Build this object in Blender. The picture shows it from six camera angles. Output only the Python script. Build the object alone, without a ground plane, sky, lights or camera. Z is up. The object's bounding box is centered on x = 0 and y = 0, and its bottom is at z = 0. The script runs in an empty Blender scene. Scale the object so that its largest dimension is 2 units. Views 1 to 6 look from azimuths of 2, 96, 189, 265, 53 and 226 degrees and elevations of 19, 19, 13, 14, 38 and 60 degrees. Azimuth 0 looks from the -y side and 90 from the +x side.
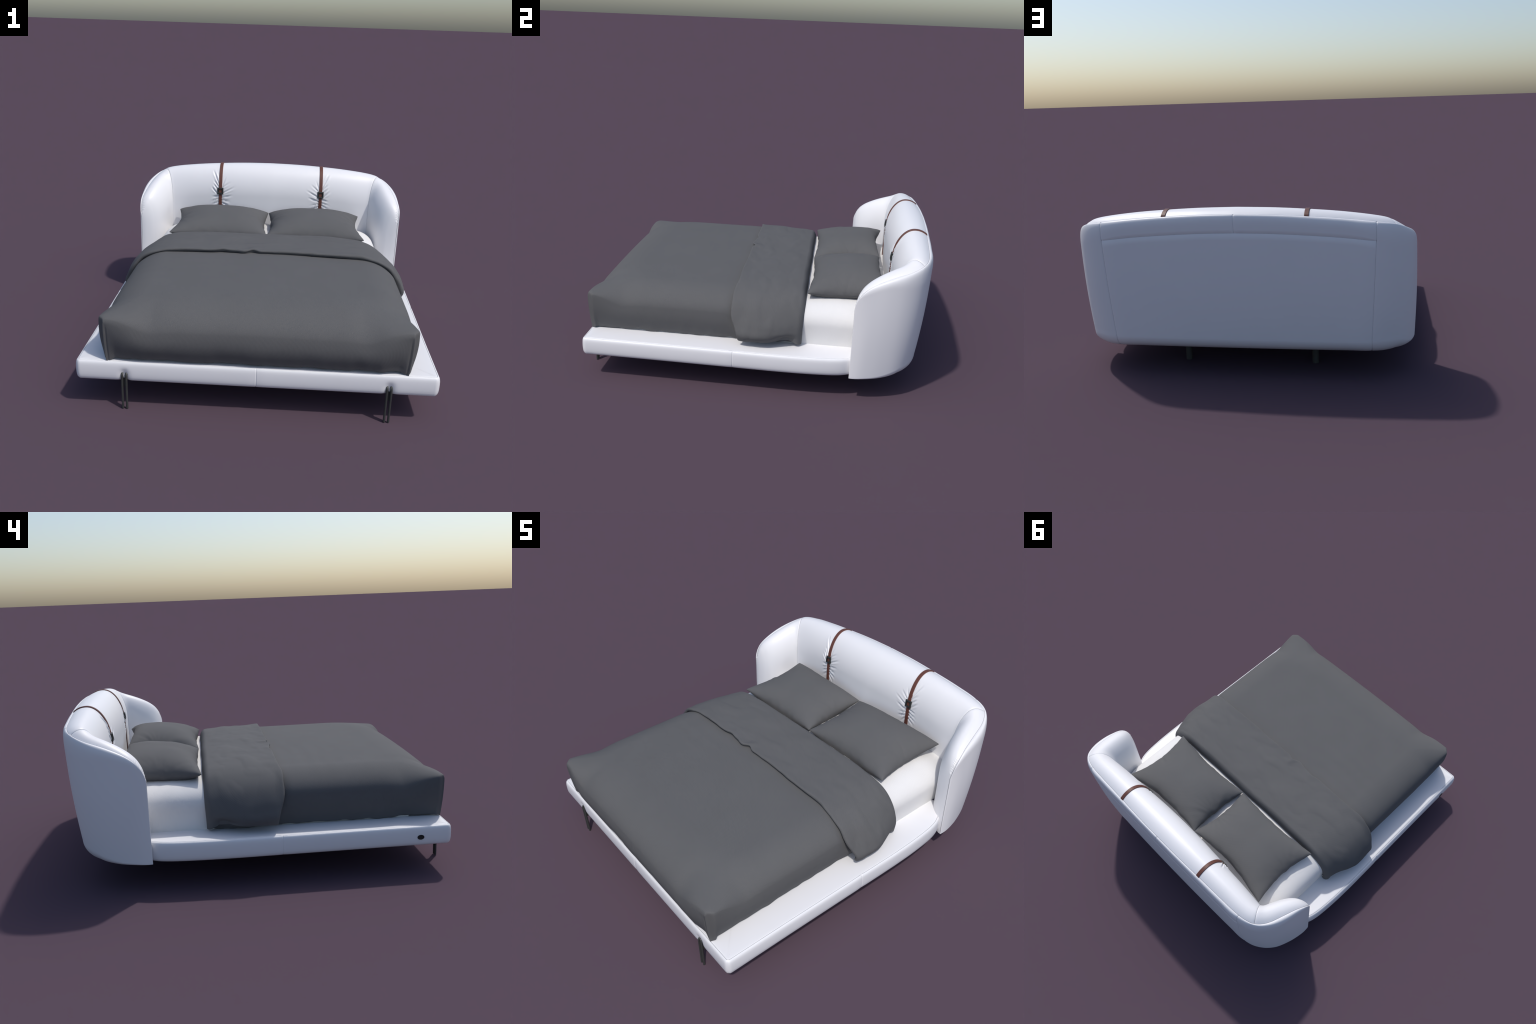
"""Upholstered double bed: winged leather headboard with two buckled straps, slim leather
platform on hairpin legs, mattress, duvet with a turned-back fold and two pillows."""
import bpy, math, random
import numpy as np
from mathutils import Vector, noise

random.seed(7)
rng = np.random.default_rng(7)

# ------------------------------------------------------------------ helpers
def smooth(a, b, x):
    t = np.clip((np.asarray(x, float) - a) / (b - a), 0, 1)
    return t * t * (3 - 2 * t)

def pn(x, y, z, s=1.0, seed=0.0):
    return noise.noise(Vector((x * s + seed, y * s - seed * 1.7, z * s + seed * 0.6)))

def catmull(t, P, q):
    """non-uniform Catmull-Rom / Hermite through rows of P at parameters t, sampled at q"""
    t = np.asarray(t, float); P = np.asarray(P, float); q = np.asarray(q, float)
    m = np.zeros_like(P)
    for i in range(len(t)):
        a, b = max(i - 1, 0), min(i + 1, len(t) - 1)
        if 0 < i < len(t) - 1:
            h0, h1 = t[i] - t[i - 1], t[i + 1] - t[i]
            d0, d1 = (P[i] - P[i - 1]) / h0, (P[i + 1] - P[i]) / h1
            m[i] = (h1 * d0 + h0 * d1) / (h0 + h1)
        else:
            m[i] = (P[b] - P[a]) / (t[b] - t[a])
    k = np.clip(np.searchsorted(t, q, side="right") - 1, 0, len(t) - 2)
    h = (t[k + 1] - t[k]); s = (q - t[k]) / h
    s = s[:, None]; h = h[:, None]
    return ((2*s**3 - 3*s**2 + 1) * P[k] + (s**3 - 2*s**2 + s) * h * m[k]
            + (-2*s**3 + 3*s**2) * P[k+1] + (s**3 - s**2) * h * m[k+1])

def mesh_object(name, verts, faces, mat, parent=None, angle=None):
    me = bpy.data.meshes.new(name)
    me.from_pydata([tuple(map(float, v)) for v in verts], [], faces)
    me.validate()
    me.polygons.foreach_set("use_smooth", [True] * len(me.polygons))
    if angle is not None:
        me.set_sharp_from_angle(angle=math.radians(angle))
    me.materials.append(mat)
    ob = bpy.data.objects.new(name, me)
    bpy.context.scene.collection.objects.link(ob)
    if parent is not None:
        ob.parent = parent
    return ob

def grid_faces(nr, nc, off=0, wrap=False, flip=False):
    f = []
    for i in range(nr - 1):
        for j in range(nc if wrap else nc - 1):
            j2 = (j + 1) % nc
            a, b, c, d = off + i*nc + j, off + i*nc + j2, off + (i+1)*nc + j2, off + (i+1)*nc + j
            f.append((a, d, c, b) if flip else (a, b, c, d))
    return f

def grid_normals(G):
    du = np.gradient(G, axis=0); dv = np.gradient(G, axis=1)
    n = np.cross(du, dv)
    return n / np.maximum(np.linalg.norm(n, axis=2, keepdims=True), 1e-9)

def weld(ob, dist=1e-5):
    import bmesh
    bm = bmesh.new(); bm.from_mesh(ob.data)
    bmesh.ops.remove_doubles(bm, verts=bm.verts, dist=dist)
    bmesh.ops.recalc_face_normals(bm, faces=bm.faces)
    bm.to_mesh(ob.data); bm.free()

def empty(name, loc=(0, 0, 0), parent=None):
    e = bpy.data.objects.new(name, None)
    e.location = loc
    bpy.context.scene.collection.objects.link(e)
    if parent is not None:
        e.parent = parent
    return e

# ------------------------------------------------------------------ materials
def new_mat(name):
    m = bpy.data.materials.new(name); m.use_nodes = True
    nt = m.node_tree
    return m, nt, nt.nodes["Principled BSDF"], nt.nodes.new("ShaderNodeTexCoord")

def leather(name, col, rough, spec, bump, scale):
    m, nt, p, tc = new_mat(name)
    n1 = nt.nodes.new("ShaderNodeTexNoise"); n1.inputs["Scale"].default_value = 6
    nt.links.new(tc.outputs["Object"], n1.inputs["Vector"])
    mx = nt.nodes.new("ShaderNodeMix"); mx.data_type = "RGBA"
    mx.inputs["A"].default_value = (*[c * 0.975 for c in col], 1)
    mx.inputs["B"].default_value = (*col, 1)
    nt.links.new(n1.outputs["Fac"], mx.inputs["Factor"])
    nt.links.new(mx.outputs["Result"], p.inputs["Base Color"])
    v = nt.nodes.new("ShaderNodeTexVoronoi"); v.inputs["Scale"].default_value = scale
    nt.links.new(tc.outputs["Object"], v.inputs["Vector"])
    b = nt.nodes.new("ShaderNodeBump"); b.inputs["Strength"].default_value = bump
    b.inputs["Distance"].default_value = 0.001
    nt.links.new(v.outputs["Distance"], b.inputs["Height"])
    nt.links.new(b.outputs["Normal"], p.inputs["Normal"])
    p.inputs["Roughness"].default_value = rough
    p.inputs["Specular IOR Level"].default_value = spec
    return m

def woven(name, col, rough, period, bump, sheen):
    """cloth: crossed sine threads as bump, faint mottling in colour"""
    m, nt, p, tc = new_mat(name)
    hs = []
    for axis in ((1.0, 0.0, 0.8), (0.0, 1.0, 0.8)):     # warp and weft run on down the hanging sides
        dot = nt.nodes.new("ShaderNodeVectorMath"); dot.operation = "DOT_PRODUCT"
        dot.inputs[1].default_value = [c * 2 * math.pi / period for c in axis]
        nt.links.new(tc.outputs["Object"], dot.inputs[0])
        sn = nt.nodes.new("ShaderNodeMath"); sn.operation = "SINE"
        nt.links.new(dot.outputs["Value"], sn.inputs[0])
        hs.append(sn.outputs[0])
    mul = nt.nodes.new("ShaderNodeMath"); mul.operation = "MULTIPLY"
    nt.links.new(hs[0], mul.inputs[0]); nt.links.new(hs[1], mul.inputs[1])
    b = nt.nodes.new("ShaderNodeBump"); b.inputs["Strength"].default_value = bump
    b.inputs["Distance"].default_value = 0.001
    nt.links.new(mul.outputs[0], b.inputs["Height"])
    nt.links.new(b.outputs["Normal"], p.inputs["Normal"])
    n1 = nt.nodes.new("ShaderNodeTexNoise"); n1.inputs["Scale"].default_value = 5
    nt.links.new(tc.outputs["Object"], n1.inputs["Vector"])
    mx = nt.nodes.new("ShaderNodeMix"); mx.data_type = "RGBA"
    mx.inputs["A"].default_value = (*[c * 0.95 for c in col], 1)
    mx.inputs["B"].default_value = (*[c * 1.05 for c in col], 1)
    nt.links.new(n1.outputs["Fac"], mx.inputs["Factor"])
    nt.links.new(mx.outputs["Result"], p.inputs["Base Color"])
    p.inputs["Roughness"].default_value = rough
    p.inputs["Specular IOR Level"].default_value = 0.25
    p.inputs["Sheen Weight"].default_value = sheen
    return m

def plain(name, col, rough, metal=0.0, spec=0.5):
    m, nt, p, tc = new_mat(name)
    n1 = nt.nodes.new("ShaderNodeTexNoise"); n1.inputs["Scale"].default_value = 60
    nt.links.new(tc.outputs["Object"], n1.inputs["Vector"])
    mx = nt.nodes.new("ShaderNodeMix"); mx.data_type = "RGBA"
    mx.inputs["A"].default_value = (*[c * 0.88 for c in col], 1)
    mx.inputs["B"].default_value = (*[c * 1.12 for c in col], 1)
    nt.links.new(n1.outputs["Fac"], mx.inputs["Factor"])
    nt.links.new(mx.outputs["Result"], p.inputs["Base Color"])
    p.inputs["Roughness"].default_value = rough
    p.inputs["Metallic"].default_value = metal
    p.inputs["Specular IOR Level"].default_value = spec
    return m

M_WHITE = leather("white_leather", (0.80, 0.80, 0.82), 0.42, 0.5, 0.04, 500)
M_STRAP = leather("brown_leather", (0.125, 0.045, 0.032), 0.5, 0.4, 0.08, 900)
M_DUVET = woven("grey_cotton", (0.111, 0.1115, 0.114), 0.9, 0.0058, 0.22, 0.0)
M_SHEET = woven("white_cotton", (0.75, 0.745, 0.74), 0.9, 0.0058, 0.22, 0.0)
M_METAL = plain("dark_metal", (0.030, 0.034, 0.033), 0.45, 0.3)
M_LEG = plain("black_metal", (0.056, 0.059, 0.057), 0.5, 0.3)
M_SEAM_LINE = plain("grey_thread", (0.26, 0.26, 0.28), 0.8)
M_HOLE = plain("dark_grommet", (0.006, 0.005, 0.007), 0.6)

# ------------------------------------------------------------------ top-level things
bed = empty("upholstered_bed")
bed["label"] = "white leather bed frame with winged headboard and brown straps"
bed["category"] = "bed"

# ------------------------------------------------------------------ headboard
# Right-hand stations from the middle of the back to the front edge of the wing.
# rim (x, y, z) | belly just below the rim (x, y) | low point (x, y) | inner face (x, y)
STATIONS = np.array([
    (0.000, 0.986, 0.872,  0.000, 1.000,  0.000, 0.957,  0.000, 0.770),
    (0.200, 0.983, 0.868,  0.200, 0.999,  0.200, 0.956,  0.200, 0.774),
    (0.360, 0.977, 0.860,  0.360, 0.996,  0.357, 0.954,  0.357, 0.783),
    (0.550, 0.970, 0.846,  0.550, 0.991,  0.543, 0.950,  0.550, 0.790),
    (0.690, 0.961, 0.831,  0.690, 0.982,  0.668, 0.943,  0.662, 0.797),
    (0.745, 0.949, 0.823,  0.768, 0.960,  0.742, 0.922,  0.690, 0.799),
    (0.785, 0.930, 0.813,  0.822, 0.918,  0.798, 0.882,  0.699, 0.797),
    (0.825, 0.873, 0.788,  0.862, 0.850,  0.838, 0.826,  0.705, 0.783),
    (0.852, 0.775, 0.757,  0.884, 0.762,  0.868, 0.735,  0.717, 0.735),
    (0.872, 0.679, 0.717,  0.892, 0.675,  0.884, 0.660,  0.737, 0.675),
    (0.884, 0.625, 0.681,  0.895, 0.622,  0.889, 0.615,  0.764, 0.625),
    (0.887, 0.588, 0.633,  0.891, 0.584,  0.887, 0.582,  0.815, 0.584),
    (0.881, 0.571, 0.570,  0.883, 0.569,  0.882, 0.568,  0.872, 0.569),
])
# very front line, where the outside and the inside of the wing meet
FRONT = np.array([(0.8800, 0.5690, 0.560, 0.8805, 0.5695, 0.8800, 0.5695, 0.8790, 0.5690)])
ST = np.vstack([STATIONS, FRONT])
mid = (ST[:, 3:5] * 0.55 + ST[:, 7:9] * 0.45)
T = np.r_[0, np.cumsum(np.linalg.norm(np.diff(mid, axis=0), axis=1) + 1e-3)]
T_SHELL_SEAM = T[4]          # vertical seam on the back
T_CORNER = T[6]              # seam between back cushion and wing cushion
T_END = T[-1]

def station_x_to_t(x):
    return float(np.interp(x, ST[:5, 7], T[:5]))

T_STRAP = station_x_to_t(0.357)
cols = set()
def add(a, b, step):
    n = max(2, int(round((b - a) / step)) + 1)
    for v in np.linspace(a, b, n):
        cols.add(round(float(v), 5))
add(0, T_STRAP - 0.12, 0.010)
add(T_STRAP - 0.12, T_STRAP + 0.12, 0.0024)
add(T_STRAP + 0.12, T[8], 0.008)
add(T[8], T[9] - 0.02, 0.005)
add(T[9] - 0.02, T_END, 0.0018)
for ts in (0.0, T_SHELL_SEAM, T_CORNER):
    for d in (-0.004, -0.0016, 0, 0.0016, 0.004):
        if ts + d >= 0:
            cols.add(round(ts + d, 5))
half = np.array(sorted(cols))
half = half[np.r_[True, np.diff(half) > 0.0006] | np.isin(half, [round(T_CORNER, 5), round(T_SHELL_SEAM, 5)])]
def sections(q):
    sg = np.where(q < 0, -1.0, 1.0)[:, None]
    r = catmull(T, ST, np.abs(q))
    r[:, [0, 3, 5, 7]] *= sg
    return r
# slide a short averaging window along the run so that no station shows as a kink
win = np.minimum(0.022, (T_END - half) * 0.5)
sec = np.mean([sections(half + win * d) for d in np.linspace(-1, 1, 9)], axis=0)
# full run: left wing front -> middle -> right wing front
mirror = sec.copy(); mirror[:, [0, 3, 5, 7]] *= -1
SEC = np.vstack([mirror[:0:-1], sec])
TT = np.r_[-half[:0:-1], half]
NC = len(TT)
absT = np.abs(TT)
front_fade = 1 - smooth(T[9], T_END, absT)         # 0 at the front edge of the wing

R3 = SEC[:, 0:3]; B2 = SEC[:, 3:5]; L2 = SEC[:, 5:7]; I2 = SEC[:, 7:9]
D = np.linalg.norm(R3[:, :2] - I2, axis=1)
E2 = (I2 - L2) / np.maximum(np.linalg.norm(I2 - L2, axis=1, keepdims=True), 1e-6)
Z_BOT = 0.146
# rounding of the lower edge: generous at the back corner, none at the front of the wing
HB = [0.084, 0.084, 0.084, 0.084, 0.086, 0.092, 0.088, 0.056, 0.020, 0.011, 0.008, 0.006, 0.004, 0.004]
hb = np.interp(absT, T, HB)
hb = np.array([np.mean(np.interp(np.abs(t + np.linspace(-0.03, 0.03, 9)), T, HB)) for t in absT]) * (0.3 + 0.7 * front_fade)
rb = np.minimum(hb * 1.15, np.linalg.norm(I2 - L2, axis=1) * 0.6)
roll = (0.046 + 0.050 * np.exp(-((absT - T[6]) / 0.10) ** 2)) * (0.15 + 0.85 * front_fade)
rows = []; tags = []                                # tag: which skin the row belongs to
def row(xy, z, tag):
    rows.append(np.c_[xy, np.broadcast_to(z, NC)]); tags.append(tag)

row(I2, 0.20, "shell")
row(I2 * 1.0, Z_BOT + 0.004, "shell")
for f in np.linspace(0.0, 0.9, 5):
    row(I2 + (L2 + E2 * rb[:, None] - I2) * f, Z_BOT, "shell")
for a in np.linspace(0, math.pi / 2, 12):
    row(L2 + E2 * (rb * (1 - math.sin(a)))[:, None], Z_BOT + hb * (1 - math.cos(a)), "shell")
zL = Z_BOT + hb; zB = R3[:, 2] - roll
z_seam = R3[:, 2] - 0.090                           # cross seam on the back
n_wall = 46
s_wall = list(np.linspace(0, 1, n_wall + 1)[1:])
wall_first = len(rows)
for s in s_wall:
    bulge = 0.006 * math.sin(math.pi * s)
    xy = L2 + (B2 - L2) * (s ** 0.92) - E2 * (bulge * front_fade)[:, None]
    row(xy, zL + (zB - zL) * s, "shell")
# rollover to the rim, with rows bunched at the cross seam
for a in np.r_[np.linspace(0, 0.86, 12)[1:], 0.92, 0.96, 0.985, 1.0]:
    q = math.sin(a * math.pi / 2)
    row(B2 + (R3[:, :2] - B2) * (1 - (1 - q ** 2.5) ** (1 / 2.5)), zB + (R3[:, 2] - zB) * q, "shell")
# rim groove
eR = (I2 - R3[:, :2]) / np.maximum(D, 1e-6)[:, None]
gd = np.minimum(0.0022, D * 0.1)
rim_row = len(rows)
row(R3[:, :2] + eR * gd[:, None], R3[:, 2] - 0.003 * front_fade - 0.0005, "rim")
# cushion: steep puff from the rim up to a crest, then an elliptical shoulder to the inner face
hc = 0.024 * np.clip(D / 0.19, 0, 1) ** 0.8
crest = 0.36
drop = np.minimum(0.215, 0.06 + 1.05 * D)
drop = np.minimum(drop, R3[:, 2] - 0.25)
for q in np.r_[0.008, 0.02, 0.04, np.linspace(0.07, 1, 19)]:
    d = gd + (D * crest - gd) * q
    row(R3[:, :2] + eR * d[:, None], R3[:, 2] + hc * (1 - (1 - q) ** 2.2), "cushion")
for a in np.linspace(0, math.pi / 2, 60)[1:]:
    d = D * (crest + (1 - crest) * math.sin(a))
    row(R3[:, :2] + eR * d[:, None], R3[:, 2] + hc - drop * (1 - math.cos(a)), "cushion")
zi = R3[:, 2] + hc - drop
for s in np.linspace(0, 1, 56)[1:]:
    row(I2, zi + (0.20 - zi) * s, "cushion")
G = np.array(rows)                                  # rows x columns x 3
NR = len(tags)
N = grid_normals(G)
cen = np.array([0, 0.3, 0.5])
if np.mean(np.sum(N[wall_first + 10] * (G[wall_first + 10] - cen), axis=1)) < 0:
    N = -N
off = np.zeros((NR, NC))
tag = np.array(tags)
sh = tag == "shell"; cu = tag == "cushion"
def groove(dist, depth, w=0.0016, soft=0.009, softdepth=0.0006):
    return -depth * np.exp(-(dist / w) ** 2) - softdepth * np.exp(-(dist / soft) ** 2)
# vertical seams at both ends of the back, the middle seam in the top band
off[sh] += groove(absT - T_SHELL_SEAM, 0.0028)[None, :]
band = (G[:, :, 2] > z_seam[None, :]) & sh[:, None]
off += np.where(band, groove(absT, 0.0024)[None, :], 0)
# seam where the back cushion meets the wing cushion
off[cu] += groove(absT - T_CORNER, 0.0028, soft=0.010, softdepth=0.0010)[None, :] 
# crossing seam of the top band (snap one row exactly on it)
zc = G[:, :, 2] - z_seam[None, :]
on_back = (absT < T_SHELL_SEAM + 0.001)
shell_idx = np.where(sh)[0]; shell_idx = shell_idx[shell_idx >= wall_first]
k = shell_idx[np.argmin(np.abs(zc[shell_idx].mean(axis=1)))]
G0 = G.copy()
for kk, dz in ((k - 1, -0.0030), (k, 0.0), (k + 1, 0.0030)):
    for j in np.where(on_back)[0]:
        zcol = G0[k - 4:k + 5, j, 2]
        for c in range(3):
            G[kk, j, c] = np.interp(z_seam[j] + dz, zcol, G0[k - 4:k + 5, j, c])
zc = G[:, :, 2] - z_seam[None, :]
off += np.where(sh[:, None] & on_back[None, :], -0.0003 * np.exp(-(zc / 0.008) ** 2), 0)
off[k] += np.where(on_back, -0.0020, 0)
# puckers that radiate from behind each buckle
PUCKER_L = [(-.015, .055, -.057, .135, 1.2), (-.020, .034, -.052, .070, .9), (-.024, .012, -.052, .046, .9),
            (-.024, -.020, -.066, .024, 1.1), (-.012, -.037, -.061, -.048, .9), (-.012, -.057, -.073, -.086, .9),
            (-.012, -.077, -.070, -.105, .8), (-.012, -.100, -.060, -.140, .7),
            (.015, .041, .036, .098, .4), (.018, .024, .071, .062, .5), (.018, -.017, .103, .031, .9),
            (.012, -.048, .087, -.031, 1.1), (.012, -.067, .073, -.079, 1.0), (.012, -.086, .075, -.117, 1.0),
            (.012, -.105, .050, -.150, .8)]
zbk = 0.711
for sgn in (-1, 1):
    xs = G[:, :, 0] - sgn * 0.3555
    zs = G[:, :, 2] - zbk
    near = cu[:, None] & (np.abs(xs) < 0.14) & (zs < 0.155) & (zs > -0.2)
    pk = np.zeros_like(xs)
    for i, (x0, z0, x1, z1, a) in enumerate(PUCKER_L):
        if sgn > 0:
            x0, x1 = -x0, -x1
            j = 0.012 * math.sin(3.1 * i)
            z1 = z1 + j
            a = a * (0.85 + 0.3 * math.sin(5 * i) ** 2)
        dx, dz = x1 - x0, z1 - z0
        ln = math.hypot(dx, dz)
        u = ((xs - x0) * dx + (zs - z0) * dz) / ln ** 2
        w = ((xs - x0) * dz - (zs - z0) * dx) / ln
        fall = (1 - smooth(0.25, 1.1, u)) * smooth(-0.45, 0.02, u)
        wd = 0.0034 + 0.0024 * np.clip(u, 0, 1)
        pk += 1.45 * a * fall * (-0.0048 * np.exp(-(w / wd) ** 2) + 0.0026 * np.exp(-((w - 2.1 * wd) / (1.3 * wd)) ** 2)
                          + 0.0014 * np.exp(-((w + 2.1 * wd) / (1.3 * wd)) ** 2))
    pk -= 0.004 * np.exp(-(xs / 0.022) ** 2) * np.exp(-((zs + 0.02) / 0.09) ** 2)
    off += np.where(near, pk, 0)
# gathers along the curved front of the wing, just inside the rim
arc = np.r_[0, np.cumsum(np.linalg.norm(np.diff(R3, axis=0), axis=1))]
for j in range(NC):
    zr = R3[j, 2]
    env = float(smooth(0.560, 0.585, zr) * (1 - smooth(0.645, 0.690, zr))) if absT[j] > T[9] - 0.02 else 0.0
    if env > 0:
        for i in range(rim_row + 1, rim_row + 34):
            dd = np.linalg.norm(G[i, j] - R3[j])
            off[i, j] += env * 0.0022 * math.sin(arc[j] / 0.0078 * 2 * math.pi + 0.9 * math.sin(arc[j] * 260)) * math.exp(-((dd - 0.010) / 0.014) ** 2)
G = G + N * off[:, :, None]

headboard = empty("headboard", parent=bed)
flat = G.reshape(-1, 3)
def grid_part(name, r0, r1, c0, c1):
    """cut rows r0..r1 and columns c0..c1 (inclusive) out of the headboard skin"""
    sub = G[r0:r1 + 1, c0:c1 + 1].reshape(-1, 3)
    ob = mesh_object(name, sub, grid_faces(r1 - r0 + 1, c1 - c0 + 1), M_WHITE, headboard)
    weld(ob, 2e-5)
    return ob
cL = int(np.argmin(np.abs(TT + T_CORNER))); cR = int(np.argmin(np.abs(TT - T_CORNER)))
grid_part("outer_shell", 0, rim_row, 0, NC - 1)
grid_part("back_cushion", rim_row, NR - 1, cL, cR)
grid_part("wing_cushion", rim_row, NR - 1, 0, cL)
grid_part("wing_cushion", rim_row, NR - 1, cR, NC - 1)

# thin grey rods lying in the grooves, giving the thin dark line along each seam
def rod(path, r, n=14):
    path = np.array(path, float)
    tg = np.gradient(path, axis=0); tg /= np.maximum(np.linalg.norm(tg, axis=1, keepdims=True), 1e-9)
    vs = []
    for p, t in zip(path, tg):
        e1 = np.array([1.0, 0, 0]) if abs(t[0]) < 0.8 else np.array([0, 0, 1.0])
        e2 = np.cross(t, e1); e2 /= np.linalg.norm(e2); e1 = np.cross(e2, t)
        for a in np.linspace(0, 2 * math.pi, n + 1)[:-1]:
            vs.append(p + (e1 * math.cos(a) + e2 * math.sin(a)) * r)
    fs = grid_faces(len(path), n, wrap=True)
    fs += [tuple(range(n)), tuple(range(len(vs) - 1, len(vs) - 1 - n, -1))]
    return vs, fs
def thin(path, step=0.006):
    keep = [path[0]]
    for p in path[1:]:
        if np.linalg.norm(p - keep[-1]) > step:
            keep.append(p)
    return np.array(keep)
def seam(path, parent, r=0.0011):
    v, f = rod(thin(np.asarray(path)), r, 6)
    return mesh_object("seam_thread", v, f, M_SEAM_LINE, parent)
seam(G[rim_row] + np.array([0, 0, 0.0012]), headboard, 0.0012)
for c in (cL, cR):
    seam(np.array([G[i, c] + N[i, c] * 0.0004 for i in range(rim_row + 1, NR)]), headboard, 0.0009)
for c in (0, NC - 1):
    seam(np.array([G[i, c] for i in range(10, rim_row)]), headboard, 0.0012)

for c in (int(np.argmin(np.abs(TT + T_SHELL_SEAM))), int(np.argmin(np.abs(TT - T_SHELL_SEAM)))):
    seam(np.array([G[i, c] - N[i, c] * 0.0003 for i in range(10, rim_row)]), headboard, 0.0006)
cb = np.where(on_back)[0]
seam(np.array([G[k, c] - N[k, c] * 0.0003 for c in cb]), headboard, 0.0007)
c0 = int(np.argmin(np.abs(TT)))
seam(np.array([G[i, c0] - N[i, c0] * 0.0003 for i in range(k, rim_row)]), headboard, 0.0006)

# straps: leather bands laid over the cushion section, with a square buckle
c_rows = [i for i in range(NR) if tags[i] in ("rim", "cushion")]
for sgn in (-1, 1):
    j = int(np.argmin(np.abs(TT - sgn * T_STRAP)))
    path = np.array([G[i, j] - N[i, j] * off[i, j] for i in c_rows])
    path[:, 0] = sgn * 0.3565
    keep = [0]
    for i in range(1, len(path)):
        if np.linalg.norm(path[i] - path[keep[-1]]) > 0.005:
            keep.append(i)
    path = path[keep]; path = path[path[:, 2] > 0.40]
    tang = np.gradient(path, axis=0); tang /= np.linalg.norm(tang, axis=1, keepdims=True)
    nrm = np.cross(np.array([1.0, 0, 0]), tang)
    if nrm[len(nrm) // 2][2] < 0 or nrm[-1][1] > 0:
        nrm = -nrm
    lift = 0.0005 - 0.003 * np.exp(-((path[:, 2] - 0.69) / 0.08) ** 2) * (path[:, 1] < 0.85)
    w, th = 0.0113, 0.0048
    sect = [(-w, -0.003), (-w, th * 0.6), (-w * 0.86, th), (w * 0.86, th), (w, th * 0.6), (w, -0.003)]
    vs = []
    for p, n, l in zip(path, nrm, lift):
        for a, b in sect:
            vs.append(p + np.array([a, 0, 0]) + n * (b + l))
    fs = grid_faces(len(path), len(sect), wrap=True)
    fs += [tuple(range(len(sect))), tuple(range(len(vs) - 1, len(vs) - 1 - len(sect), -1))]
    ob = mesh_object("strap", vs, fs, M_STRAP, headboard, angle=35)
    weld(ob, 1e-6)
    # buckle: rounded square frame standing on the strap
    ib = int(np.argmin(np.abs(path[:, 2] - 0.711) + (path[:, 1] > 0.88) * 1.0))
    P, n, t = path[ib], nrm[ib], tang[ib]
    ex = np.array([1.0, 0, 0])
    ho, hi, d0, d1 = 0.0215, 0.0120, -0.002, 0.0085
    vs, fs = [], []
    prof = [(ho, d0), (ho, d1 - 0.003), (ho - 0.003, d1), (hi + 0.002, d1), (hi, d1 - 0.002), (hi, d0)]
    corner = [(-1, -1), (1, -1), (1, 1), (-1, 1)]
    for q, b in prof:
        for cx, cy in corner:
            vs.append(P + ex * cx * q + t * cy * q * 1.06 + n * b)
    fs = grid_faces(len(prof), 4, wrap=True)
    fs += [(20 + a, 20 + (a + 1) % 4, (a + 1) % 4, a) for a in range(4)]
    ob = mesh_object("buckle", vs, fs, M_METAL, headboard, angle=30)
    weld(ob, 1e-6)

# ------------------------------------------------------------------ platform
def half_width(y):
    return float(np.interp(y, [-0.97, -0.6, -0.2, 0.15, 0.30, 0.42, 0.50, 0.56, 0.60, 0.82],
                           [0.880, 0.882, 0.886, 0.890, 0.888, 0.881, 0.872, 0.855, 0.825, 0.72]))
Y_FRONT, Y_REAR, RC = -0.966, 0.69, 0.012
outline = []
def side_points(sgn):
    ys = np.concatenate([np.linspace(Y_FRONT + RC, -0.11, 90), np.linspace(-0.11, -0.08, 25)[1:-1], np.linspace(-0.08, 0.62, 100), np.linspace(0.62, Y_REAR, 12)[1:]])
    ysm = []
    for y in ys:                                    # smooth the width table
        hw = np.mean([half_width(y + d) for d in np.linspace(-0.05, 0.05, 11)]) if y > -0.9 else half_width(y)
        ysm.append((sgn * hw, y))
    return ysm
right = side_points(1)
left = [(-x, y) for x, y in right]
corner_r = [(half_width(Y_FRONT) - RC + RC * math.sin(a), Y_FRONT + RC - RC * math.cos(a)) for a in np.linspace(0, math.pi / 2, 7)]
xs_front = sorted(set(np.round(np.r_[np.linspace(-0.866, 0.866, 150), np.linspace(0.56, 0.74, 46), -np.linspace(0.56, 0.74, 46),
                                     np.linspace(-0.006, 0.006, 9)], 5)))
xs_front = [x for x in xs_front if abs(x) < half_width(Y_FRONT) - RC - 0.002]
outline = left[::-1] + [(-x, y) for x, y in corner_r[::-1]] + [(x, Y_FRONT) for x in xs_front] + corner_r + right
outline = np.array(outline)
tan = np.gradient(outline, axis=0); tan /= np.linalg.norm(tan, axis=1, keepdims=True)
onrm = np.c_[tan[:, 1], -tan[:, 0]]
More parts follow.
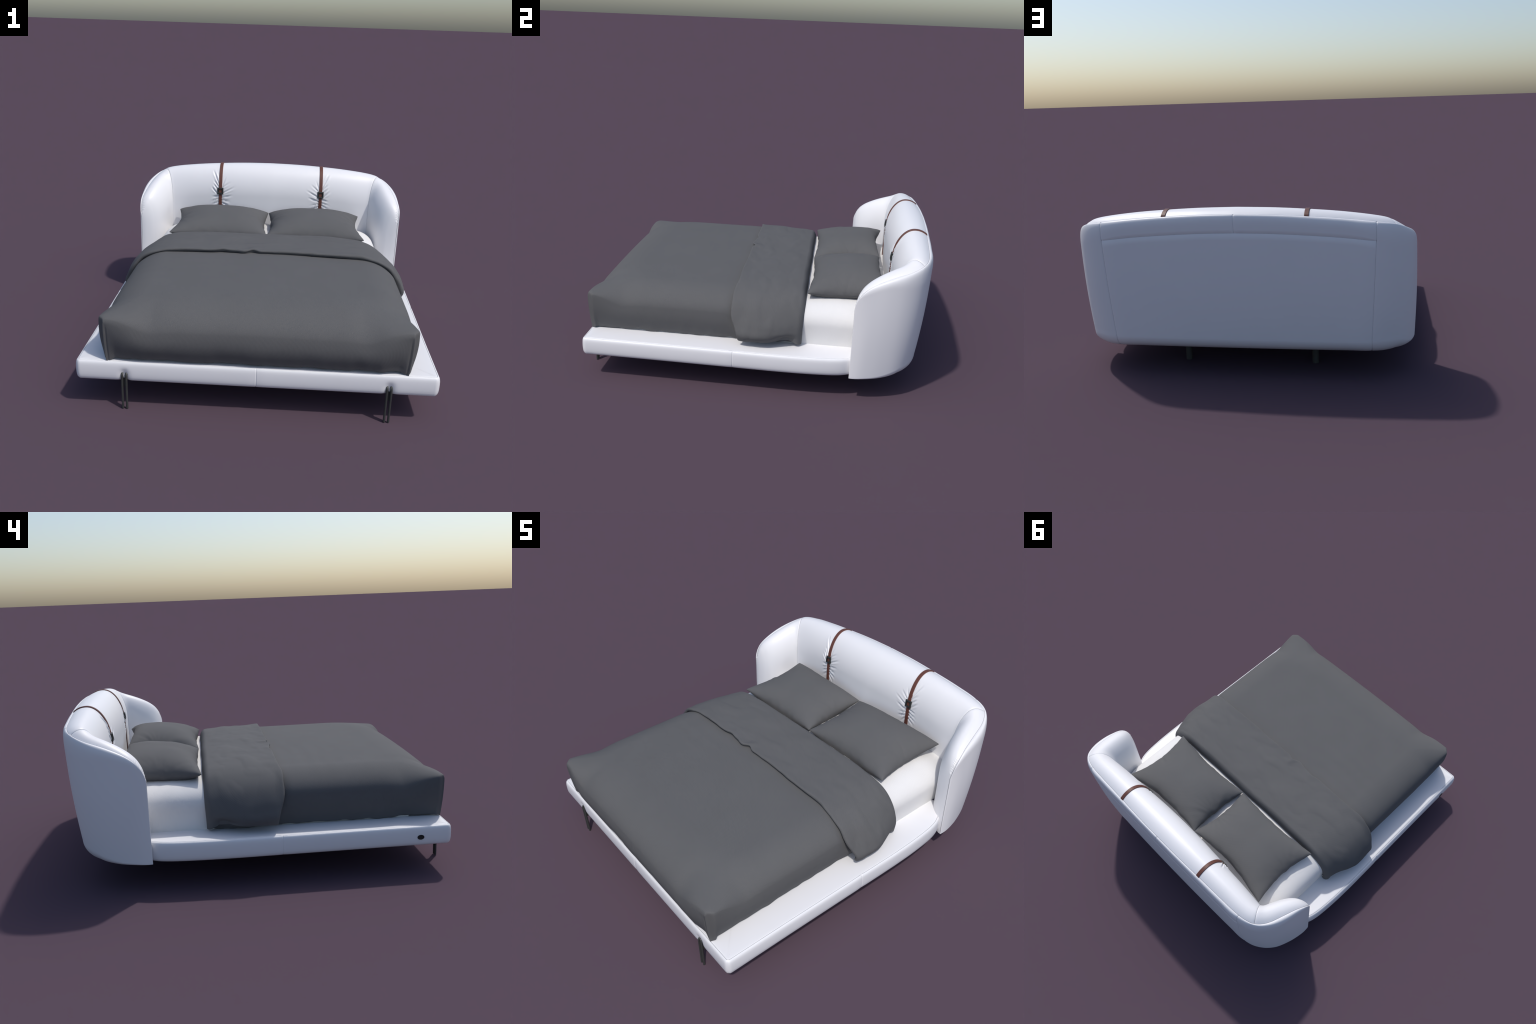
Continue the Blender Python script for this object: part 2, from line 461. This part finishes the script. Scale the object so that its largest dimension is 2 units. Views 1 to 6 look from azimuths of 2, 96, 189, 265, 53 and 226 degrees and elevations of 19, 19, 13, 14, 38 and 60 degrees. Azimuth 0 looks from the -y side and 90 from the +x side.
# profile: (outward offset, z) from the middle of the top to the middle of the underside
prof = [(-0.30, 0.2605), (-0.15, 0.2602), (-0.08, 0.2595), (-0.03, 0.2580), (-0.012, 0.2570), (-0.004, 0.2565), (-0.0015, 0.2560),
        (0.0, 0.2530), (0.0015, 0.2552), (0.004, 0.2545), (0.0075, 0.2520), (0.0105, 0.2470), (0.0125, 0.2400), (0.0138, 0.2300),
        (0.0146, 0.2150), (0.0146, 0.2000), (0.0140, 0.1850), (0.0125, 0.1720), (0.0095, 0.1610), (0.0040, 0.1535),
        (-0.004, 0.1508), (-0.03, 0.1500), (-0.30, 0.1500)]
PG = np.zeros((len(prof), len(outline), 3))
for i, (o, z) in enumerate(prof):
    for j in range(len(outline)):
        x, y = outline[j] + onrm[j] * max(o, -0.02)
        if o < -0.02:                               # inner rows shrink toward the centre line
            kx = 1 + (o + 0.02) / 0.9; x *= kx; y = y + (0.0 - y) * -(o + 0.02) * 0.9
        inset = 0.0
        if i >= 7:
            # stitched joins: middle of each side and of the front
            if abs(x) > 0.6 and y > -0.9:
                inset += 0.0022 * math.exp(-((y + 0.094) / 0.0022) ** 2) + 0.0014 * math.exp(-((y + 0.094) / 0.02) ** 2)
            elif y < -0.9:
                inset += 0.0022 * math.exp(-(x / 0.0022) ** 2) + 0.0014 * math.exp(-(x / 0.02) ** 2)
                d = (abs(x) - 0.651) / 0.022       # hollows pressed in by the legs
                inset += 0.0115 * math.exp(-d * d) * float(1 - smooth(0.192, 0.226, z))
        if i >= 7 and y < -0.95 and abs(abs(x) - 0.885) < 0.02:
            # upright corner seam
            inset += 0.0016 * math.exp(-((j - (len(left) + 3)) / 0.6) ** 2) + 0.0016 * math.exp(-((j - (len(outline) - len(right) - 4)) / 0.6) ** 2)
        PG[i, j] = (x - onrm[j][0] * inset, y - onrm[j][1] * inset, z)
nP = len(outline)
faces = grid_faces(len(prof), nP)
# close top, underside and the hidden rear end with strips between mirrored points
for i in (0, len(prof) - 1):
    for j in range(nP // 2 - 1):
        faces.append((i * nP + j, i * nP + j + 1, i * nP + nP - 2 - j, i * nP + nP - 1 - j))
platform = mesh_object("platform", PG.reshape(-1, 3), faces, M_WHITE, bed, angle=60)
weld(platform, 1e-6)

seam(PG[7] + np.array([0, 0, 0.0008]), bed, 0.0011)

# dark cable grommet on the left side
vs, fs = [], []
xg = -(half_width(-0.80) + 0.0148)
for rr, dx in ((1.0, 0.006), (1.0, -0.0015), (0.9, -0.0026), (0.8, -0.0022), (0.0, -0.0020)):
    for a in np.linspace(0, 2 * math.pi, 33)[:-1]:
        vs.append((xg + dx, -0.812 + 0.0182 * rr * math.cos(a), 0.1990 + 0.0130 * rr * math.sin(a)))
ob = mesh_object("cable_grommet", vs, grid_faces(5, 32, wrap=True), M_HOLE, bed, angle=40); weld(ob)

# ------------------------------------------------------------------ legs
for sgn in (-1, 1):
    leg = empty("front_leg", (sgn * 0.651, -0.974, 0.0), bed)
    for dx in (-0.0104, 0.0104):
        pts = [(dx, -0.003, 0.0), (dx, -0.0033, 0.10), (dx, -0.0036, 0.175)]
        for a in np.linspace(0, math.pi / 2, 9):
            pts.append((dx, -0.0036 + 0.014 * (1 - math.cos(a)), 0.180 + 0.014 * math.sin(a)))
        pts.append((dx, 0.04, 0.194))
        v, f = rod(pts, 0.0060)
        mesh_object("leg_rod", v, f, M_LEG, leg, angle=50)
    x, y0, y1, z0, z1 = 0.0105, 0.004, 0.016, 0.118, 0.165
    vs = [(a, b, c) for c in (z0, z1) for a, b in ((-x, y0), (x, y0), (x, y1), (-x, y1))]
    fs = [(3, 2, 1, 0), (4, 5, 6, 7), (0, 1, 5, 4), (1, 2, 6, 5), (2, 3, 7, 6), (3, 0, 4, 7)]
    ob = mesh_object("leg_bracket", vs, fs, M_LEG, leg); ob.data.polygons.foreach_set("use_smooth", [False] * 6)
    v, f = rod([(sgn * 0.357, 0.686, 0.0), (sgn * 0.357, 0.686, 0.004), (sgn * 0.357, 0.686, 0.16)], 0.0172, 24)
    mesh_object("rear_leg", v, f, M_LEG, bed, angle=50)

# ------------------------------------------------------------------ mattress
def mattress():
    ys = np.concatenate([[-0.80], np.linspace(-0.80, 0.20, 40)[1:], np.linspace(0.20, 0.80, 70)[1:], [0.80, 0.80]])
    na = 161
    V = []
    for k, y in enumerate(ys):
        e = float(smooth(0.60, 0.80, y))
        end = 0.030 * e ** 2 + 0.10 * (1 - float(smooth(-0.80, -0.3, y)))
        w = 0.738
        for s in np.linspace(-1, 1, na):
            # superellipse section, flattened underside
            th = abs(s)
            sg = 1 if s >= 0 else -1
            if th < 0.55:
                x = 0.56 * th / 0.55; z = 0.508 - 0.010 * (x / 0.56) ** 2
            elif th < 0.80:
                a = (th - 0.55) / 0.25 * math.pi / 2
                x = 0.56 + (w - 0.56) * math.sin(a) ** 0.95
                z = 0.498 - 0.115 * (1 - math.cos(a)) ** 1.0
            else:
                u = (th - 0.80) / 0.20
                x = w - 0.014 * u ** 1.5; z = 0.383 - (0.383 - 0.256) * u
            z = z - end * float(smooth(0.3, 0.46, z))
            n = 0.0012 * pn(x * sg, y, z, 9, 3.3)
            V.append((sg * (x + n), y, z + n))
    n = len(ys)
    f = grid_faces(n, na)
    f += [tuple(range(na)), tuple(range((n - 1) * na + na - 1, (n - 1) * na - 1, -1))]
    ob = mesh_object("mattress", V, f, M_SHEET, None, angle=50)
    weld(ob, 1e-6)
    ob["label"] = "white cotton covered mattress with rounded edges"
    ob["category"] = "mattress"
    return ob
mattress()

# ------------------------------------------------------------------ duvet
Y_HEM, Y_BACK, Z_HEM = -0.968, 0.272, 0.2675
def side_x(y):
    """widest half-width of the duvet at y: a tight corner, then a soft bulge, a flare under the fold"""
    return 0.745 + 0.029 * float(smooth(-0.985, -0.945, y)) + 0.012 * float(smooth(-0.06, 0.08, y)) - 0.034 * float(smooth(0.10, 0.28, y))
def front_y(x):
    return -0.985 - 0.014 * float(smooth(0.0, 0.16, 0.754 - abs(x)))
def duvet_top(x, y, wx, fy):
    crown = 0.553 - 0.012 * (x / 0.6) ** 2
    crown -= 0.034 * float(smooth(0.42, 0.76, abs(x)) * smooth(0.62, 0.985, -y))
    ry, hy = 0.26, 0.145
    rx, hx = 0.195, 0.116 + 0.055 * float(smooth(-0.17, -0.07, y))
    wxx = 0.22 + 0.78 * float(smooth(0.0, 0.24, y + 0.985)); wyy = 0.22 + 0.78 * float(smooth(0.0, 0.26, 0.76 - abs(x)))
    nx, ny = 2.0 + 2.2 * (1 - wxx), 2.0 + 2.2 * (1 - wyy)
    u = np.clip((abs(x) - (wx - rx)) / rx, 0, 1); v = np.clip((-y - (-fy - ry)) / ry, 0, 1)
    dx = 1 - (1 - u ** nx) ** (1 / nx); dy = 1 - (1 - v ** ny) ** (1 / ny)
    n = 0.0035 * pn(x, y, 0, 2.6, 1.0) + 0.0006 * pn(x, y, 0, 8.0, 4.0)
    # faint cross folds on the left half
    n += 0.0005 * math.sin(y * 60 + 6 * pn(x, y, 0, 2.0, 9)) * float(1 - smooth(-0.3, 0.15, x)) * float(smooth(-0.7, -0.3, y))
    sag = ((hx * wxx * dx) ** 3 + (hy * wyy * dy) ** 3) ** (1 / 3)
    return crown - sag + n * (1 - u) * (1 - v)
def duvet():
    na, nb = 181, 171
    A = np.sin(np.linspace(-1, 1, na) * math.pi / 2 * 0.93) / math.sin(math.pi / 2 * 0.93)
    B = 1 - np.sin((1 - np.linspace(0, 1, nb)) * math.pi / 2 * 0.9) / math.sin(math.pi / 2 * 0.9)
    B = 0.45 * np.linspace(0, 1, nb) + 0.55 * B
    Gt = np.zeros((nb, na, 3))
    for i, b in enumerate(B):
        for j, a in enumerate(A):
            fy = front_y(a * 0.745)
            y = fy + (Y_BACK - fy) * b
            wx = side_x(y); x = a * wx
            Gt[i, j] = (x, y, duvet_top(x, y, wx, fy))
    V = list(Gt.reshape(-1, 3)); F = grid_faces(nb, na)
    nw = 34
    def wall(edge, outward, hem_shift, along, sd, fade, cross):
        """cloth hanging from an edge row of the top panel down to a slightly wavy hem"""
        base = len(V)
        m = len(edge)
        for r in range(nw + 3):
            s = min(r / nw, 1.0)
            for q in range(m):
                p = edge[q]
                o = outward[q]; c = along[q]
                hem = Z_HEM + (0.006 if sd == 2.0 else 0.0) * fade[q] + 0.0060 * pn(c * 9, sd, 0, 1.0, sd) + 0.0065 * pn(c * 19, sd, 0, 1.0, sd + 5) - 0.010 * (1 - fade[q])
                z = p[2] + (hem - p[2]) * s
                d = (0.006 * math.sin(math.pi * min(1, s * 1.15)) * fade[q] - hem_shift[q] * s ** 1.8
                     + 0.0045 * s * pn(c * 6, z * 2, sd, 1.0, sd) * fade[q] + 0.0022 * s * s * pn(c * 19, z * 3, sd, 1.0, sd + 2) * fade[q])
                if r > nw:                           # hem turned under
                    d -= 0.007 * (r - nw); z += 0.004 * (r - nw) ** 2
                if sd == 2.0:                        # tuck beside the corner
                    d -= 0.0032 * math.exp(-((0.745 - abs(c) - 0.011) / 0.005) ** 2) * float(smooth(0.0, 0.25, s))
                k = (1 - fade[q]) * s ** 1.8
                V.append((p[0] + o[0] * d + cross[q][0] * k, p[1] + o[1] * d + cross[q][1] * k, z))
        F.extend(grid_faces(nw + 3, m, base))
    f_edge = Gt[0]
    fadex = [float(smooth(0.0, 0.06, 0.745 - abs(p[0]))) for p in f_edge]
    wall(f_edge, [(0, -1)] * na, [0.017 + 0.012 * f for f in fadex], [p[0] for p in f_edge], 2.0, fadex, [(-0.006 if p[0] > 0 else 0.006, 0) for p in f_edge])
    for col, sg, sd in ((0, -1, 11.0), (na - 1, 1, 17.0)):
        e = Gt[:, col]
        fd = [float(smooth(-0.985, -0.92, p[1])) for p in e]
        hs = [0.006 + 0.026 * f - 0.004 * float(smooth(-0.06, 0.05, p[1])) for f, p in zip(fd, e)]
        wall(e, [(sg, 0)] * nb, hs, [p[1] for p in e], sd, fd, [(0, 0.017)] * nb)
    ob = mesh_object("duvet", V, F, M_DUVET, None)
    weld(ob, 2e-5)
    # only the tucked front corners are creased; every other edge stays soft
    me = ob.data
    import bmesh
    bm = bmesh.new(); bm.from_mesh(me)
    for e in bm.edges:
        m = (e.verts[0].co + e.verts[1].co) / 2
        near = math.hypot(abs(m.x) - 0.745, m.y + 0.985) < 0.075
        if near and len(e.link_faces) == 2 and e.calc_face_angle(0) > math.radians(42):
            e.smooth = False
    bm.to_mesh(me); bm.free()
    ob["label"] = "dark grey cotton duvet hanging over a mattress"
    ob["category"] = "duvet"
    return ob
duvet_ob = duvet()

# turned-back fold: a thick soft band across the bed
FOLD_Y = [-0.10, -0.04, 0.04, 0.14, 0.225, 0.286]
FOLD_P = [  # half section (x, z) from the middle of the bed down to the side hem, at each FOLD_Y
    [(0, .573), (.3, .570), (.5, .564), (.60, .556), (.680, .537), (.742, .501), (.787, .446), (.820, .386), (.838, .330), (.822, .297)],
    [(0, .575), (.3, .572), (.5, .566), (.60, .557), (.685, .536), (.752, .496), (.800, .440), (.833, .380), (.849, .330), (.832, .297)],
    [(0, .575), (.3, .573), (.5, .566), (.60, .556), (.690, .532), (.760, .489), (.810, .432), (.842, .374), (.856, .330), (.840, .299)],
    [(0, .573), (.3, .571), (.5, .564), (.60, .553), (.685, .526), (.750, .484), (.798, .430), (.828, .376), (.838, .333), (.832, .300)],
    [(0, .568), (.3, .566), (.5, .559), (.60, .547), (.675, .521), (.732, .479), (.772, .428), (.796, .379), (.804, .335), (.798, .290)],
    [(0, .562), (.3, .560), (.5, .553), (.60, .540), (.668, .513), (.722, .471), (.759, .422), (.779, .374), (.784, .325), (.777, .268)],
]
def fold():
    ns = 150
    prof_half = []
    for P in FOLD_P:
        P = np.array(P)
        t = np.r_[0, np.cumsum(np.linalg.norm(np.diff(P, axis=0), axis=1))]
        prof_half.append(catmull(t / t[-1], P, np.linspace(0, 1, ns)))
    prof_half = np.array(prof_half)                 # stations x ns x 2
    S = np.linspace(-1, 1, 2 * ns - 1)
    def surf(y, si):
        k = abs(si - (ns - 1)); sg = 1 if si >= ns - 1 else -1
        row = catmull(FOLD_Y, prof_half[:, k, :], np.array([np.clip(y, FOLD_Y[0], FOLD_Y[-1])]))[0]
        return sg * row[0], row[1]
    n_top = 60
    V = []
    per = None
    for si in range(2 * ns - 1):
        x0, z0 = surf(-0.1, si)
        sfr = abs(S[si])
        yh = -0.116 + 0.034 * float(smooth(0.84, 1.0, sfr)) - 0.010 * float(smooth(0.55, 0.7, sfr)) * (1 - float(smooth(0.8, 0.95, sfr)))
        yh += 0.015 * math.exp(-((x0 + 0.070) / 0.028) ** 2) - 0.009 * math.exp(-((x0 + 0.130) / 0.035) ** 2) + 0.009 * math.exp(-((x0 + 0.255) / 0.035) ** 2)
        yh += 0.006 * pn(x0, z0, 0, 5, 2.0) + 0.003 * pn(x0, z0, 0, 15, 7.0)
        yr = 0.294 - 0.007 * float(smooth(0.7, 1.0, sfr)) + 0.002 * pn(x0, z0, 0, 8, 12.0)
        # cross-profile normal in the xz plane
        loop = []
        thick = 0.016 + 0.006 * float(smooth(0.55, 0.9, sfr))
        def pt(y, depth):
            x, z = surf(y, si)
            sA, sB = max(si - 1, 0), min(si + 1, 2 * ns - 2)
            xa, za = surf(y, sA); xb, zb = surf(y, sB)
            tx, tz = xb - xa, zb - za
            l = math.hypot(tx, tz) or 1
            nx, nz = -tz / l, tx / l
            face = max(0.0, 1 - depth / thick)
            w = face * (0.0030 * pn(x, y, z, 5.5, 21) + 0.0085 * max(0, pn(x * 0.9, y * 1.5, z, 6.0, 31)) + 0.0045 * max(0, pn(x * 1.2, y * 2.2, z, 8.0, 47)))
            if depth > thick and y < yr - 0.04:
                return (x - nx * depth, y, z - nz * depth)
            # scooped hollow low on the hanging flap, lift where the hem kinks
            w -= 0.036 * float(1 - smooth(0.305, 0.352, z)) * math.exp(-((y - 0.190) / 0.055) ** 2)
            kink = math.exp(-((x + 0.075) / 0.03) ** 2) + 0.6 * math.exp(-((x + 0.255) / 0.04) ** 2)
            w += (0.004 + 0.006 * kink) * math.exp(-((y - yh) / 0.035) ** 2)
            e = -depth + w
            return (x + nx * e, y, z + nz * e)
        r = thick / 2
        for a in np.linspace(-math.pi / 2, math.pi / 2, 9)[:-1]:      # rounded hem
            loop.append(pt(yh + r - r * math.cos(a), r - r * math.sin(a) + 0.0))
        for y in np.linspace(yh + r, yr - 0.034, n_top):
            loop.append(pt(y, 0))
        rd = 0.050 - 0.022 * float(smooth(0.55, 0.8, sfr))               # rolled rear edge
        for a in np.linspace(0, math.pi * 0.5, 14)[1:]:
            loop.append(pt(yr - 0.034 + 0.034 * math.sin(a), rd * (1 - math.cos(a))))
        loop.append(pt(yr - 0.002, rd + 0.012))
        loop.append(pt(yr - 0.03, rd + 0.010))
        for y in np.linspace(yr - 0.05, yh + r, 14):
            loop.append(pt(y, thick + 0.006 * float(smooth(yh, yh + 0.1, y))))
        per = len(loop)
        V += loop
    F = grid_faces(2 * ns - 1, per, wrap=True)
    F += [tuple(range(per)), tuple(range(len(V) - 1, len(V) - 1 - per, -1))]
    ob = mesh_object("duvet_fold", V, F, M_DUVET, duvet_ob, angle=75)
    weld(ob, 1e-6)
    return ob
fold()

# ------------------------------------------------------------------ pillows
def pillow(sgn, x_in, x_out, top, seed):
    """two puffed panels meeting in a pointed, slightly wavy seam"""
    corners = {(-1, -1): (x_in, 0.307, 0.537), (1, -1): (x_out, 0.298, 0.536), (-1, 1): (x_in, 0.738, 0.573), (1, 1): (x_out, 0.772, 0.566)}
    nu, nv = 101, 81
    U = np.sin(np.linspace(-1, 1, nu) * math.pi / 2 * 0.96) / math.sin(math.pi / 2 * 0.96)
    W = np.sin(np.linspace(-1, 1, nv) * math.pi / 2 * 0.96) / math.sin(math.pi / 2 * 0.96)
    def base(u, v):
        p = np.zeros(3)
        for (a, b), c in corners.items():
            p += np.array(c) * (1 + a * u) / 2 * (1 + b * v) / 2
        c = (corners[(-1, -1)][0] + corners[(1, 1)][0]) / 2
        kx = (1 - v * v) ** 1.2; ky = (1 - u * u) ** 1.2
        wob = 0.006 * pn(u * 3.5, v * 3.5, 0, 1, seed) + 0.004 * pn(u * 9, v * 9, 0, 1, seed + 3)
        edge = max(abs(u), abs(v)) ** 6
        p[0] -= sgn * ((0.042 if u > 0 else 0.024) * u * kx) * (1 - 0.1 * edge) + (wob * kx * edge * (1 if abs(u) > abs(v) else 0))
        p[1] -= (0.012 if v > 0 else 0.017) * v * ky + (wob * ky * edge * (1 if abs(v) >= abs(u) else 0)) + (0.018 * ky if v > 0 else 0) * edge
        p[2] -= 0.016 * (kx * abs(u) ** 3 + (ky * abs(v) ** 3 if v < 0 else -0.6 * ky * v ** 3))
        return p, edge
    V, F = [], []
    for side in (1, -1):
        off0 = len(V)
        for v in W:
            for u in U:
                p, edge = base(u, v)
                f = max(0.0, (1 - abs(u) ** 2.7) * (1 - abs(v) ** 2.3))
                if side > 0:
                    h = (top - 0.548) * f ** 0.47
                    # pinch folds running in from the short seams and the corners
                    amp = f ** 0.5 * (1 - f) * 0.010
                    ang = math.atan2(v - (0.15 if u < 0 else -0.1), 1.12 - abs(u))
                    h += amp * pn(ang * 5.0, (1 if u > 0 else -1) * 2, 0, 1, seed + 8) * float(smooth(0.35, 0.9, abs(u)))
                    h += 0.004 * f * pn(u * 2.2, v * 2.0, 0, 1, seed + 5)
                else:
                    h = -0.085 * f ** 0.5
                    h = max(h, 0.487 - p[2] + 0.0) if h < 0 else h
                    h = min(h, 0)
                V.append((p[0], p[1], p[2] + h))
        F += grid_faces(nv, nu, off0, flip=(side < 0))
    ob = mesh_object("pillow", V, F, M_DUVET, None)
    weld(ob, 1e-5)
    ob.data.set_sharp_from_angle(angle=math.radians(80))
    ob["label"] = "plump dark grey pillow with pointed corners"
    ob["category"] = "pillow"
pillow(1, -0.004, 0.630, 0.641, 40.0)
pillow(-1, -0.006, -0.643, 0.636, 71.0)
